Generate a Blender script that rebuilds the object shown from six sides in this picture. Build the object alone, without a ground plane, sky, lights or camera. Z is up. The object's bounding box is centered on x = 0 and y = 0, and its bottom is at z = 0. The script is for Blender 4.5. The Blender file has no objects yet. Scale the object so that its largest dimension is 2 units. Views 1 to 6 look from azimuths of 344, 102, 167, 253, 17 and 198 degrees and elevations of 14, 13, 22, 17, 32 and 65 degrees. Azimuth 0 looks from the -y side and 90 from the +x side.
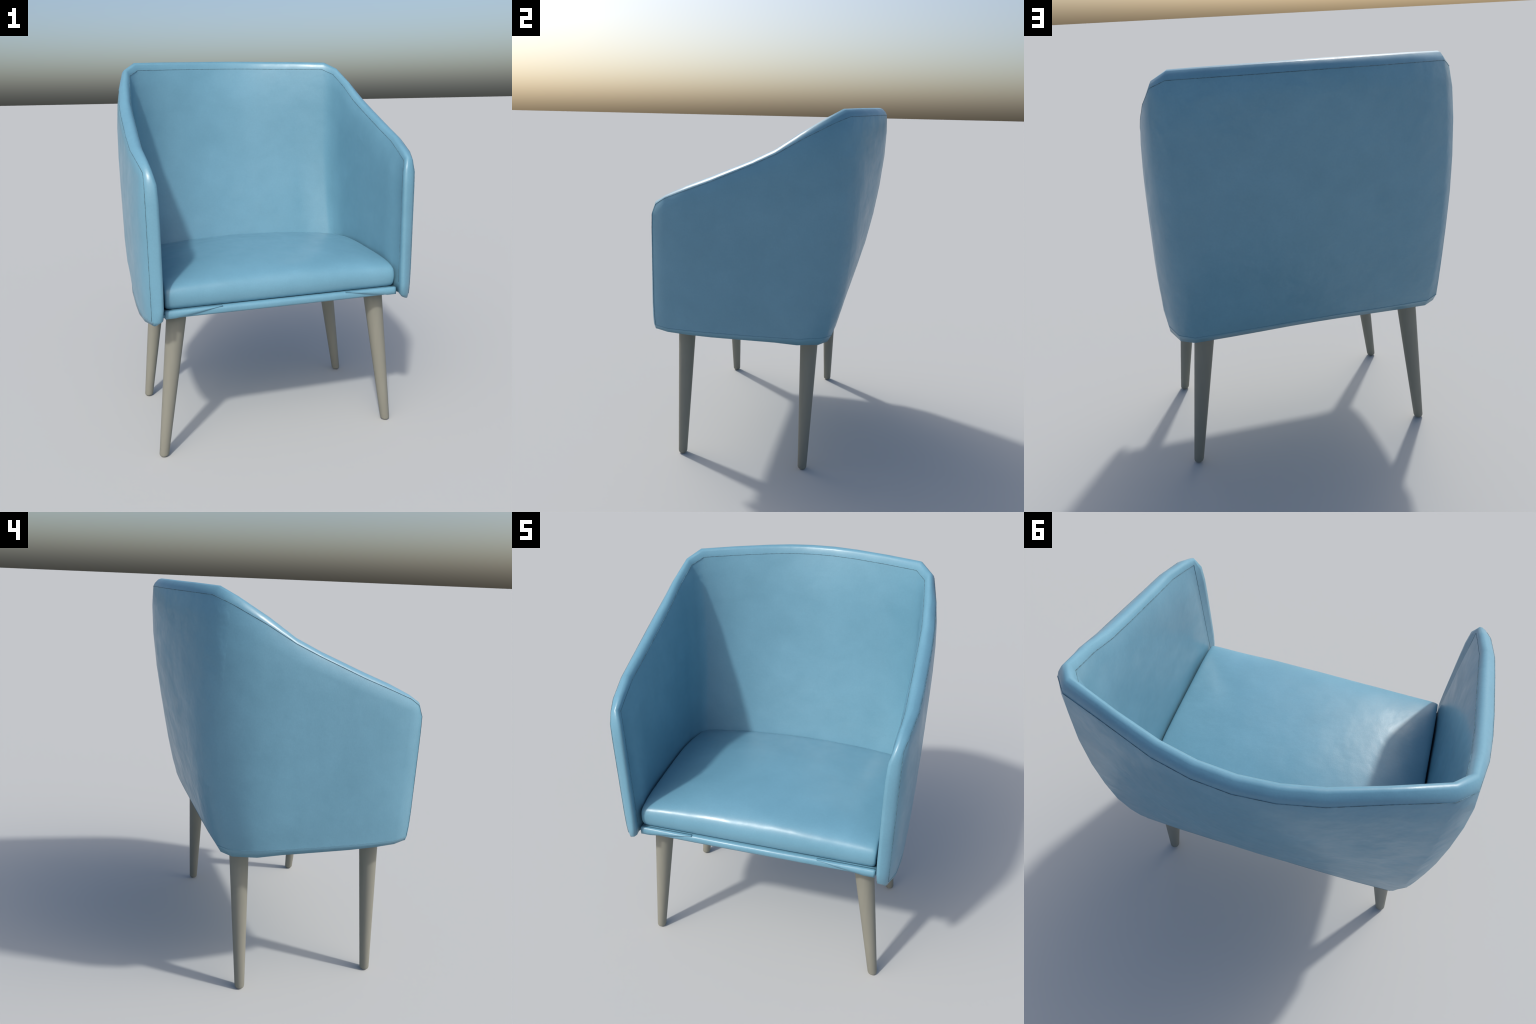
# Upholstered blue leather tub armchair on four tapered, splayed wooden legs.
# The shell is lofted: cross-sections ("stations") run from the middle of the
# back, round the corner and along the arm to its front edge, then mirrored.
import bpy, bmesh, math
from mathutils import Vector, noise

# ------------------------------------------------------------------ materials
def nodes_of(name):
    m = bpy.data.materials.new(name)
    m.use_nodes = True
    nt = m.node_tree
    b = nt.nodes["Principled BSDF"]
    return m, nt, b

def tex_noise(nt, vec, scale, detail=4.0, rough=0.55):
    n = nt.nodes.new("ShaderNodeTexNoise")
    n.inputs["Scale"].default_value = scale
    n.inputs["Detail"].default_value = detail
    n.inputs["Roughness"].default_value = rough
    nt.links.new(vec, n.inputs["Vector"])
    return n.outputs["Fac"]

def ramp(nt, fac, stops):
    r = nt.nodes.new("ShaderNodeValToRGB")
    el = r.color_ramp.elements
    while len(el) < len(stops):
        el.new(0.5)
    for e, (p, c) in zip(el, stops):
        e.position = p
        e.color = c
    nt.links.new(fac, r.inputs["Fac"])
    return r.outputs["Color"]

def math_node(nt, op, a, b):
    n = nt.nodes.new("ShaderNodeMath")
    n.operation = op
    for i, v in enumerate((a, b)):
        if isinstance(v, (int, float)):
            n.inputs[i].default_value = v
        else:
            nt.links.new(v, n.inputs[i])
    return n.outputs[0]

def grey(v):
    return (v, v, v, 1.0)

def leather(name, lumps, scale):
    m, nt, b = nodes_of(name)
    co = nt.nodes.new("ShaderNodeTexCoord").outputs["Object"]
    # broad cloudy wear between two close blues, plus fine grain
    cloud = tex_noise(nt, co, 5.0, 6.0, 0.6)
    base = ramp(nt, cloud, [(0.30, LEATHER_A), (0.70, LEATHER_B)])
    fine = ramp(nt, tex_noise(nt, co, 130.0, 3.0, 0.7), [(0.25, grey(0.93)), (0.70, grey(1.0))])
    # sparse tiny scuffs
    spots = tex_noise(nt, co, 46.0, 6.0, 0.75)
    scuff = ramp(nt, spots, [(0.20, grey(0.90)), (0.26, grey(1.0))])
    col = base
    for other in (fine, scuff):
        mx = nt.nodes.new("ShaderNodeMix")
        mx.data_type = 'RGBA'
        mx.blend_type = 'MULTIPLY'
        mx.inputs["Factor"].default_value = 1.0
        nt.links.new(col, mx.inputs["A"])
        nt.links.new(other, mx.inputs["B"])
        col = mx.outputs["Result"]
    nt.links.new(col, b.inputs["Base Color"])
    rr = ramp(nt, tex_noise(nt, co, 9.0, 5.0, 0.6), [(0.3, grey(0.28)), (0.7, grey(0.42))])
    nt.links.new(rr, b.inputs["Roughness"])
    b.inputs["Specular IOR Level"].default_value = 0.5
    # soft upholstery lumps and leather grain
    b1 = nt.nodes.new("ShaderNodeBump")
    b1.inputs["Strength"].default_value = lumps
    b1.inputs["Distance"].default_value = 0.012
    height = tex_noise(nt, co, scale, 2.5, 0.5)
    if name.endswith("rippled"):
        # ripples belong to the stretched outer cover, not the inner back
        sep = nt.nodes.new("ShaderNodeSeparateXYZ")
        geo = nt.nodes.new("ShaderNodeNewGeometry")
        nt.links.new(geo.outputs["Normal"], sep.inputs[0])
        mr = nt.nodes.new("ShaderNodeMapRange")
        mr.inputs["From Min"].default_value = -0.3
        mr.inputs["From Max"].default_value = 0.5
        mr.inputs["To Min"].default_value = 0.35
        nt.links.new(sep.outputs["Y"], mr.inputs["Value"])
        height = math_node(nt, 'MULTIPLY', height, mr.outputs["Result"])
    nt.links.new(height, b1.inputs["Height"])
    b2 = nt.nodes.new("ShaderNodeBump")
    b2.inputs["Strength"].default_value = 0.12
    b2.inputs["Distance"].default_value = 0.002
    nt.links.new(tex_noise(nt, co, 160.0, 3.0, 0.6), b2.inputs["Height"])
    nt.links.new(b1.outputs["Normal"], b2.inputs["Normal"])
    nt.links.new(b2.outputs["Normal"], b.inputs["Normal"])
    return m

def wood():
    m, nt, b = nodes_of("pale_painted_wood")
    co = nt.nodes.new("ShaderNodeTexCoord").outputs["Object"]
    mp = nt.nodes.new("ShaderNodeMapping")
    mp.inputs["Scale"].default_value = (30.0, 30.0, 2.2)
    nt.links.new(co, mp.inputs["Vector"])
    g = tex_noise(nt, mp.outputs["Vector"], 1.6, 5.0, 0.6)
    nt.links.new(ramp(nt, g, [(0.25, WOOD_A), (0.75, WOOD_B)]), b.inputs["Base Color"])
    b.inputs["Roughness"].default_value = 0.55
    b.inputs["Specular IOR Level"].default_value = 0.3
    return m

def thread(name, tone_a, tone_b):
    m, nt, b = nodes_of(name)
    co = nt.nodes.new("ShaderNodeTexCoord").outputs["Object"]
    n = tex_noise(nt, co, 70.0, 2.0, 0.5)
    nt.links.new(ramp(nt, n, [(0.40, tone_a), (0.62, tone_b)]),
                 b.inputs["Base Color"])
    b.inputs["Roughness"].default_value = 0.7
    return m

def lining():
    m, nt, b = nodes_of("base_cloth")
    co = nt.nodes.new("ShaderNodeTexCoord").outputs["Object"]
    n = tex_noise(nt, co, 60.0, 3.0, 0.6)
    nt.links.new(ramp(nt, n, [(0.3, LEATHER_A), (0.7, LEATHER_B)]), b.inputs["Base Color"])
    b.inputs["Roughness"].default_value = 0.6
    return m

LEATHER_A = (0.116, 0.272, 0.370, 1.0)
LEATHER_B = (0.131, 0.298, 0.404, 1.0)
WOOD_A = (0.208, 0.207, 0.173, 1.0)
WOOD_B = (0.221, 0.220, 0.185, 1.0)
LEATHER_BACK = leather("blue_leather_rippled", 0.75, 9.0)
LEATHER, WOOD, THREAD, LINING = leather("blue_leather", 0.25, 8.0), wood(), thread("dark_seam_thread", (0.045, 0.098, 0.125, 1), (0.088, 0.195, 0.260, 1)), lining()
HEM_THREAD = thread("faint_hem_thread", (0.080, 0.185, 0.250, 1), (0.105, 0.240, 0.325, 1))

# ------------------------------------------------------------------- helpers
armchair = bpy.data.objects.new("armchair", None)
bpy.context.scene.collection.objects.link(armchair)
armchair["label"] = "blue leather tub armchair with tapered splayed wooden legs"
armchair["category"] = "armchair"

def add_mesh(name, verts, faces, mat, parent=armchair, smooth=True):
    me = bpy.data.meshes.new(name)
    me.from_pydata([tuple(v) for v in verts], [], faces)
    me.validate()
    me.materials.append(mat)
    if smooth:
        me.polygons.foreach_set("use_smooth", [True] * len(me.polygons))
    ob = bpy.data.objects.new(name, me)
    bpy.context.scene.collection.objects.link(ob)
    ob.parent = parent
    return ob

def fix_normals(ob):
    bm = bmesh.new()
    bm.from_mesh(ob.data)
    bmesh.ops.recalc_face_normals(bm, faces=bm.faces)
    bm.to_mesh(ob.data)
    bm.free()

def table(t, pts):
    for (a, va), (b, vb) in zip(pts, pts[1:]):
        if t <= b:
            k = (t - a) / (b - a)
            return va + (vb - va) * k
    return pts[-1][1]

# --------------------------------------------------------------------- shell
# rows down a panel, as fractions from the top seam to the bottom seam
ROWS = [0.0, 0.08, 0.20, 0.35, 0.50, 0.65, 0.80, 0.92, 1.0]

# bulge profiles down the panel
BACK_OUT = [(0, 0), (.08, .021), (.2, .040), (.35, .052), (.5, .055), (.65, .048), (.8, .030), (.92, .012), (1, 0)]
CORN_OUT = [(0, 0), (.08, .022), (.2, .045), (.35, .060), (.5, .064), (.65, .060), (.8, .042), (.92, .020), (1, 0)]
COR2_OUT = [(0, 0), (.1, .016), (.23, .029), (.39, .044), (.55, .050), (.73, .038), (.87, .024), (1, 0)]
COR2_X = [(0, 0), (.1, .018), (.23, .022), (.39, .019), (.55, .012), (.73, .004), (.87, .001), (1, 0)]
SIDE_OUT = [(0, 0), (.08, .010), (.2, .017), (.35, .019), (.5, .018), (.65, .0165), (.8, .015), (.92, .010), (1, 0)]
FRONT_Y = [(0, 0), (.08, -.021), (.2, -.0215), (.8, -.012), (.92, -.007), (1, 0)]
BACK_IN = [(0, 0), (.08, -.004), (.2, .010), (.35, .028), (.5, .036), (.65, .034), (.8, .020), (1, 0)]
CORN_IN = [(0, 0), (.08, .002), (.2, .018), (.35, .041), (.5, .052), (.65, .049), (.8, .032), (1, -.001)]
SIDE_IN = [(0, 0), (.08, -.010), (.2, -.012), (.35, -.008), (.5, -.004), (.65, -.002), (1, 0)]

# station: outer top, outer bottom seam, bottom ring, inner top, inner bottom,
#          outer bulge (profile x, profile y), inner bulge (x, y)
Z0 = [(0, 0), (1, 0)]
def sc(p, k):
    return [(a, b * k) for a, b in p]

STATIONS = [
    # --- back, from the middle outwards
    ((0, .608, 1.961), (0, .410, .800), (0, .388, .768), (0, .550, 1.957), (0, .315, .790), Z0, BACK_OUT, Z0, BACK_IN),
    ((.125, .598, 1.960), (.128, .410, .800), (.128, .388, .767), (.120, .541, 1.956), (.122, .314, .790), Z0, BACK_OUT, Z0, BACK_IN),
    ((.255, .568, 1.957), (.258, .409, .798), (.258, .388, .764), (.240, .514, 1.953), (.250, .311, .790), Z0, BACK_OUT, Z0, BACK_IN),
    ((.420, .506, 1.952), (.420, .406, .795), (.420, .386, .760), (.395, .461, 1.949), (.408, .306, .790), Z0, sc(CORN_OUT, .95), Z0, sc(CORN_IN, .85)),
    ((.591, .444, 1.947), (.584, .399, .792), (.584, .379, .755), (.562, .396, 1.943), (.575, .300, .790), sc(CORN_OUT, .18), CORN_OUT, Z0, CORN_IN),
    # --- corner and arm
    ((.652, .377, 1.916), (.653, .362, .798), (.648, .338, .755), (.611, .339, 1.911), (.612, .268, .790), COR2_X, COR2_OUT, sc(SIDE_IN, .3), sc(CORN_IN, .95)),
    ((.682, .228, 1.838), (.690, .238, .792), (.687, .226, .756), (.625, .212, 1.838), (.628, .165, .790), sc(SIDE_OUT, 1.3), sc(COR2_OUT, .15), sc(SIDE_IN, .6), sc(CORN_IN, .4)),
    ((.696, .090, 1.757), (.695, .110, .790), (.695, .105, .762), (.636, .095, 1.757), (.626, .070, .790), sc(SIDE_OUT, .90), Z0, SIDE_IN, Z0),
    ((.699, -.030, 1.701), (.700, -.010, .789), (.702, -.010, .763), (.636, -.030, 1.700), (.622, -.040, .790), sc(SIDE_OUT, .72), Z0, SIDE_IN, Z0),
    ((.697, -.250, 1.606), (.701, -.240, .785), (.703, -.240, .760), (.635, -.250, 1.605), (.612, -.240, .790), sc(SIDE_OUT, .72), Z0, SIDE_IN, Z0),
    ((.692, -.384, 1.554), (.698, -.380, .784), (.700, -.385, .761), (.634, -.384, 1.550), (.606, -.370, .790), sc(SIDE_OUT, .65), Z0, SIDE_IN, Z0),
    ((.672, -.512, 1.503), (.688, -.500, .783), (.685, -.500, .761), (.624, -.490, 1.498), (.594, -.505, .790), sc(SIDE_OUT, .5), Z0, SIDE_IN, Z0),
    ((.658, -.567, 1.468), (.661, -.579, .786), (.660, -.566, .764), (.617, -.551, 1.467), (.611, -.559, .790), Z0, FRONT_Y, Z0, Z0),
]
N = len(STATIONS)
RIM = [(.13, .017), (.40, .0345), (.64, .0412), (.88, .027)]   # rim profile: across, height

# padding is full on the back, slimmer along the sloping arms
RIM_RISE = [1.02, 1.02, 1.02, 1.02, 1, .86, .69, .61, .54, .58, .60, .60, .60]
FRONT_RISE = [.62, 1.0, 1.14, 1.17, 1.17, 1.17, 1.17, 1.14, 1.0]

tops_o = [Vector(s[0]) for s in STATIONS]
tops_i = [Vector(s[3]) for s in STATIONS]

def outer_pt(i, t):
    a, b = Vector(STATIONS[i][0]), Vector(STATIONS[i][1])
    return a.lerp(b, t) + Vector((table(t, STATIONS[i][5]), table(t, STATIONS[i][6]), 0))

def inner_pt(i, t):
    a, b = Vector(STATIONS[i][3]), Vector(STATIONS[i][4])
    # upholstery rolls in quickly below the seam, so x drops ahead of z
    k = t ** 0.75
    p = Vector((a.x + (b.x - a.x) * k, a.y + (b.y - a.y) * t, a.z + (b.z - a.z) * t))
    return p + Vector((table(t, STATIONS[i][7]), table(t, STATIONS[i][8]), 0))

def rim_pts(o, i, along, k=1.0):
    """points of the padded rim between outer seam o and inner seam i"""
    across = i - o
    up = across.cross(along)
    up.normalize()
    w = across.length
    return [o + across * f + up * (h * k) for f, h in RIM]

def mirror(v):
    return Vector((-v.x, v.y, v.z))

verts, faces, kinds = [], [], []
index = {}
def vid(v):
    key = (round(v.x, 5), round(v.y, 5), round(v.z, 5))
    if key not in index:
        index[key] = len(verts)
        verts.append(v.copy())
    return index[key]

def quad(a, b, c, d, kind):
    for flip in (False, True):
        pts = [mirror(p) if flip else p for p in (a, b, c, d)]
        ids = []
        for p in pts:
            k = vid(p)
            if k not in ids:
                ids.append(k)
        if len(ids) < 3:
            continue
        if flip:
            ids.reverse()
        faces.append(ids)
        kinds.append((kind, flip))

# full cross-section loop at each station
def tangent(seq, i):
    if i == 0:
        t = Vector((1, 0, 0))
    elif i == len(seq) - 1:
        t = seq[i] - seq[i - 1]
    else:
        t = (seq[i] - seq[i - 1]).normalized() + (seq[i + 1] - seq[i]).normalized()
    return t.normalized()

mid = [(o + i) * 0.5 for o, i in zip(tops_o, tops_i)]
# front edge path continues down the arm front: seam points of the last station
edge_o = [outer_pt(N - 1, t) for t in ROWS]
edge_i = [inner_pt(N - 1, t) for t in ROWS]
front_mid = [(o + i) * 0.5 for o, i in zip(edge_o, edge_i)]
path = mid + front_mid[1:]

rims = []
for i in range(N):
    rims.append(rim_pts(tops_o[i], tops_i[i], tangent(path, i), RIM_RISE[i]))
front_rims = [rims[-1]]
for k in range(1, len(ROWS)):
    front_rims.append(rim_pts(edge_o[k], edge_i[k], tangent(path, N - 1 + k), FRONT_RISE[k]))

# panels
for i in range(N - 1):
    kind = "back" if i < 5 else "arm"
    for k in range(len(ROWS) - 1):
        t0, t1 = ROWS[k], ROWS[k + 1]
        quad(outer_pt(i, t0), outer_pt(i, t1), outer_pt(i + 1, t1), outer_pt(i + 1, t0), kind)
        quad(inner_pt(i, t0), inner_pt(i + 1, t0), inner_pt(i + 1, t1), inner_pt(i, t1), kind)
    # rim on top
    ra = [tops_o[i]] + rims[i] + [tops_i[i]]
    rb = [tops_o[i + 1]] + rims[i + 1] + [tops_i[i + 1]]
    for j in range(len(ra) - 1):
        quad(ra[j], rb[j], rb[j + 1], ra[j + 1], "rim")
    # lower hem and underside of the wall
    lo_a, lo_b = Vector(STATIONS[i][2]), Vector(STATIONS[i + 1][2])
    quad(outer_pt(i, 1), lo_a, lo_b, outer_pt(i + 1, 1), "hem")
    quad(lo_a, inner_pt(i, 1), inner_pt(i + 1, 1), lo_b, "hem")
# front rim of the arm
for k in range(len(ROWS) - 1):
    ra = [edge_o[k]] + front_rims[k] + [edge_i[k]]
    rb = [edge_o[k + 1]] + front_rims[k + 1] + [edge_i[k + 1]]
    for j in range(len(ra) - 1):
        quad(ra[j], rb[j], rb[j + 1], ra[j + 1], "rim")
# closing the foot of the arm front: rounds under to the hem
last = [edge_o[-1]] + front_rims[-1] + [edge_i[-1]]
lo = Vector(STATIONS[-1][2])
under = [lo, lo + Vector((-.003, -.011, 0)), lo + Vector((-.012, -.018, -.002)), lo + Vector((-.022, -.015, -.001)), lo + Vector((-.034, -.006, .004)), edge_i[-1]]
for j in range(len(last) - 1):
    quad(last[j], under[j], under[j + 1], last[j + 1], "hem")
for j in range(1, len(under) - 1):
    quad(under[0], under[j], under[j + 1], under[0], "hem")

# whole-shell normals first, then split into named parts that share them
shell = add_mesh("shell", verts, faces, LEATHER)
bm = bmesh.new()
bm.from_mesh(shell.data)
bmesh.ops.recalc_face_normals(bm, faces=bm.faces)
bm.to_mesh(shell.data)
bm.free()
me = shell.data
vnorm = [Vector(n.vector) for n in me.vertex_normals]
vco = [v.co.copy() for v in me.vertices]
polys = [list(p.vertices) for p in me.polygons]

def part(name, want, mat=LEATHER):
    ids, fs = {}, []
    for p, kd in zip(polys, kinds):
        if want(kd):
            fs.append([ids.setdefault(v, len(ids)) for v in p])
    order = sorted(ids, key=ids.get)
    ob = add_mesh(name, [vco[v] for v in order], fs, mat)
    ob.data.normals_split_custom_set_from_vertices([vnorm[v] for v in order])
    return ob

assert len(polys) == len(kinds)
part("backrest", lambda k: k[0] == "back", LEATHER_BACK)
part("armrest", lambda k: k == ("arm", False))
part("armrest", lambda k: k == ("arm", True))
part("padded_rim", lambda k: k[0] == "rim")
part("bottom_hem", lambda k: k[0] == "hem")
bpy.data.objects.remove(shell)
bpy.data.meshes.remove(me)

# ---------------------------------------------------------------- seam lines
def seam(name, pts, r=0.0013, mat=None):
    """thin sunk piping that follows a polyline"""
    vs, fs, S = [], [], 6
    n = len(pts)
    for i, p in enumerate(pts):
        t = (pts[min(i + 1, n - 1)] - pts[max(i - 1, 0)]).normalized()
        ref = Vector((0, 0, 1)) if abs(t.z) < .8 else Vector((1, 0, 0))
        a = t.cross(ref).normalized()
        b = t.cross(a)
        for s in range(S):
            ang = 2 * math.pi * s / S
            vs.append(p + (a * math.cos(ang) + b * math.sin(ang)) * r)
    for i in range(n - 1):
        for s in range(S):
            fs.append([i * S + s, i * S + (s + 1) % S, (i + 1) * S + (s + 1) % S, (i + 1) * S + s])
    fs.append(list(range(S))[::-1])
    fs.append([(n - 1) * S + s for s in range(S)])
    return add_mesh(name, vs, fs, mat or THREAD)

def both_sides(half):
    return [mirror(p) for p in reversed(half[1:])] + half

seam("outer_seam", both_sides(tops_o + edge_o[1:]))
seam("inner_seam", both_sides(tops_i + edge_i[1:-1]))
seam("hem_seam", both_sides([outer_pt(i, 1) for i in range(N)]), 0.0011, HEM_THREAD)

# ------------------------------------------------------------------- cushion
def cushion():
    W = .594
    inner = [-.54 + .06 * i for i in range(19)]
    xs = [-W, -W + .004, -W + .014] + inner + [W - .014, W - .004, W]
    # profile (y, z, dome weight) from the back underside round to the front underside
    prof = [(.39, .82, 0), (.392, .896, .7), (.338, .931, .78), (.22, .940, .90), (.08, .957, 1), (-.08, .960, 1),
            (-.24, .958, .95), (-.36, .954, .82), (-.45, .948, .60), (-.505, .939, .40), (-.535, .927, .22),
            (-.550, .910, .10), (-.557, .885, 0), (-.556, .860, 0), (-.549, .834, 0), (-.536, .818, 0), (-.50, .812, 0)]
    cy, cz = -.08, .88
    vs, fs = [], []
    for x in xs:
        inset = {0: .014, 1: .005}.get(min(xs.index(x), len(xs) - 1 - xs.index(x)), 0.0)
        dome = .047 * (1 - (x / W) ** 2)
        for y, z, w in prof:
            d = Vector((0, math.copysign(min(1, abs(y - cy) / .40), cy - y) if abs(y - cy) > .38 else 0,
                        math.copysign(1, cz - z) if abs(z - cz) > .04 else 0))
            lump = .0035 * noise.noise(Vector((x * 6, y * 5, z * 6 + 3.1)))
            wide = 1 + .048 * max(0.0, min(1.0, (y + .50) / .60)) - .035 * max(0.0, (y - .22) / .17)
            vs.append(Vector((x * wide, y - lump * (1 - w) * .6, z + dome * w + lump * (.4 + .3 * w) - .006 * (x / W) ** 2 * w)) + d * inset)
    M = len(prof)
    for i in range(len(xs) - 1):
        for j in range(M):
            k = (j + 1) % M
            fs.append([i * M + j, i * M + k, (i + 1) * M + k, (i + 1) * M + j])
    for e in (0, len(xs) - 1):
        c = len(vs)
        vs.append(Vector((xs[e], cy, cz)))
        for j in range(M):
            fs.append([e * M + j, e * M + (j + 1) % M, c])
    ob = add_mesh("seat_cushion", vs, fs, LEATHER)
    fix_normals(ob)
    sub = ob.modifiers.new("soften", 'SUBSURF')
    sub.subdivision_type = 'CATMULL_CLARK'
    sub.levels = sub.render_levels = 2
    return ob
cushion()

# --------------------------------------------------------------- front apron
def sweep_x(name, xs, profile_at, mat):
    vs, fs = [], []
    M = None
    for x in xs:
        p = profile_at(x)
        M = len(p)
        vs += [Vector((x, y, z)) for y, z in p]
    for i in range(len(xs) - 1):
        for j in range(M):
            k = (j + 1) % M
            fs.append([i * M + j, i * M + k, (i + 1) * M + k, (i + 1) * M + j])
    fs.append(list(range(M)))
    fs.append([(len(xs) - 1) * M + j for j in range(M)])
    ob = add_mesh(name, vs, fs, mat)
    fix_normals(ob)
    return ob

AX = .597
lin = lambda a, b, n: [a + (b - a) * i / (n - 1) for i in range(n)]
# leather-covered rail: its top shows as a narrow ledge under the cushion and
# the middle of the front is slightly rolled
def rail_profile(x):
    roll = .004 * max(0.0, 1 - (x / .50) ** 2)
    zt = .8185
    return [(-.50, .7825), (-.50, .812), (-.535, zt), (-.552 - roll * .4, zt), (-.558 - roll, zt - .006),
            (-.5595 - roll * 1.2, .803), (-.5590 - roll, .790), (-.557 - roll * .5, .7825)]
sweep_x("front_rail", lin(-AX, AX, 41), rail_profile, LEATHER)

# overlapping flap at either end: full height at the arm, its lower edge
# climbs diagonally across the rail toward the middle
def flap_profile(x):
    a = abs(x)
    zt = .8205
    k = min(1.0, max(0.0, (a - .315) / .235))
    zb = max(zt - .002 - .0375 * k, .7815)
    out = .0006 + .0054 * min(1.0, k * 2.5)
    h = zt - zb
    return [(-.545, zt - .0015), (-.545, zb), (-.5595, zb), (-.5610 - out, zb + min(.002, h * .3)),
            (-.5612 - out, zb + h * .55), (-.5590 - out * .7, zt - .003), (-.5550, zt)]
for side in (-1, 1):
    sweep_x("front_flap", [side * v for v in lin(.318, AX - .002, 29)], flap_profile, LEATHER)

# underside panel
def underside():
    vs, fs = [], []
    for z in (.786, .800):
        vs += [Vector(p) for p in ((-.602, -.552, z), (.602, -.552, z), (.632, .20, z), (.630, .275, z), (.585, .345, z), (-.585, .345, z), (-.630, .275, z), (-.632, .20, z))]
    n = len(vs) // 2
    fs.append(list(range(n)))
    fs.append(list(range(n, 2 * n)))
    for j in range(n):
        k = (j + 1) % n
        fs.append([j, k, n + k, n + j])
    ob = add_mesh("underside_panel", vs, fs, LINING, smooth=False)
    fix_normals(ob)
underside()

# ---------------------------------------------------------------------- legs
def leg_mesh():
    prof = [(0.0, .012), (0.002, .0185), (.007, .0232), (.014, .0252), (.20, .0315), (.40, .0382), (.60, .0447), (.72, .0486), (.80, .0510)]
    S = 32
    vs, fs = [], []
    for z, r in prof:
        for s in range(S):
            a = 2 * math.pi * s / S
            vs.append(Vector((r * math.cos(a) - z * .1335, r * math.sin(a), z)))
    for i in range(len(prof) - 1):
        for s in range(S):
            fs.append([i * S + s, i * S + (s + 1) % S, (i + 1) * S + (s + 1) % S, (i + 1) * S + s])
    fs.append(list(range(S))[::-1])
    fs.append([(len(prof) - 1) * S + s for s in range(S)])
    return vs, fs

vs, fs = leg_mesh()
first = add_mesh("leg", vs, fs, WOOD)
first.location = (.627, -.437, 0)
for x, y, turn in ((.627, .272, 0), (-.627, -.437, math.pi), (-.627, .272, math.pi)):
    ob = first.copy()
    bpy.context.scene.collection.objects.link(ob)
    ob.parent = armchair
    ob.location = (x, y, 0)
    ob.rotation_euler = (0, 0, turn)
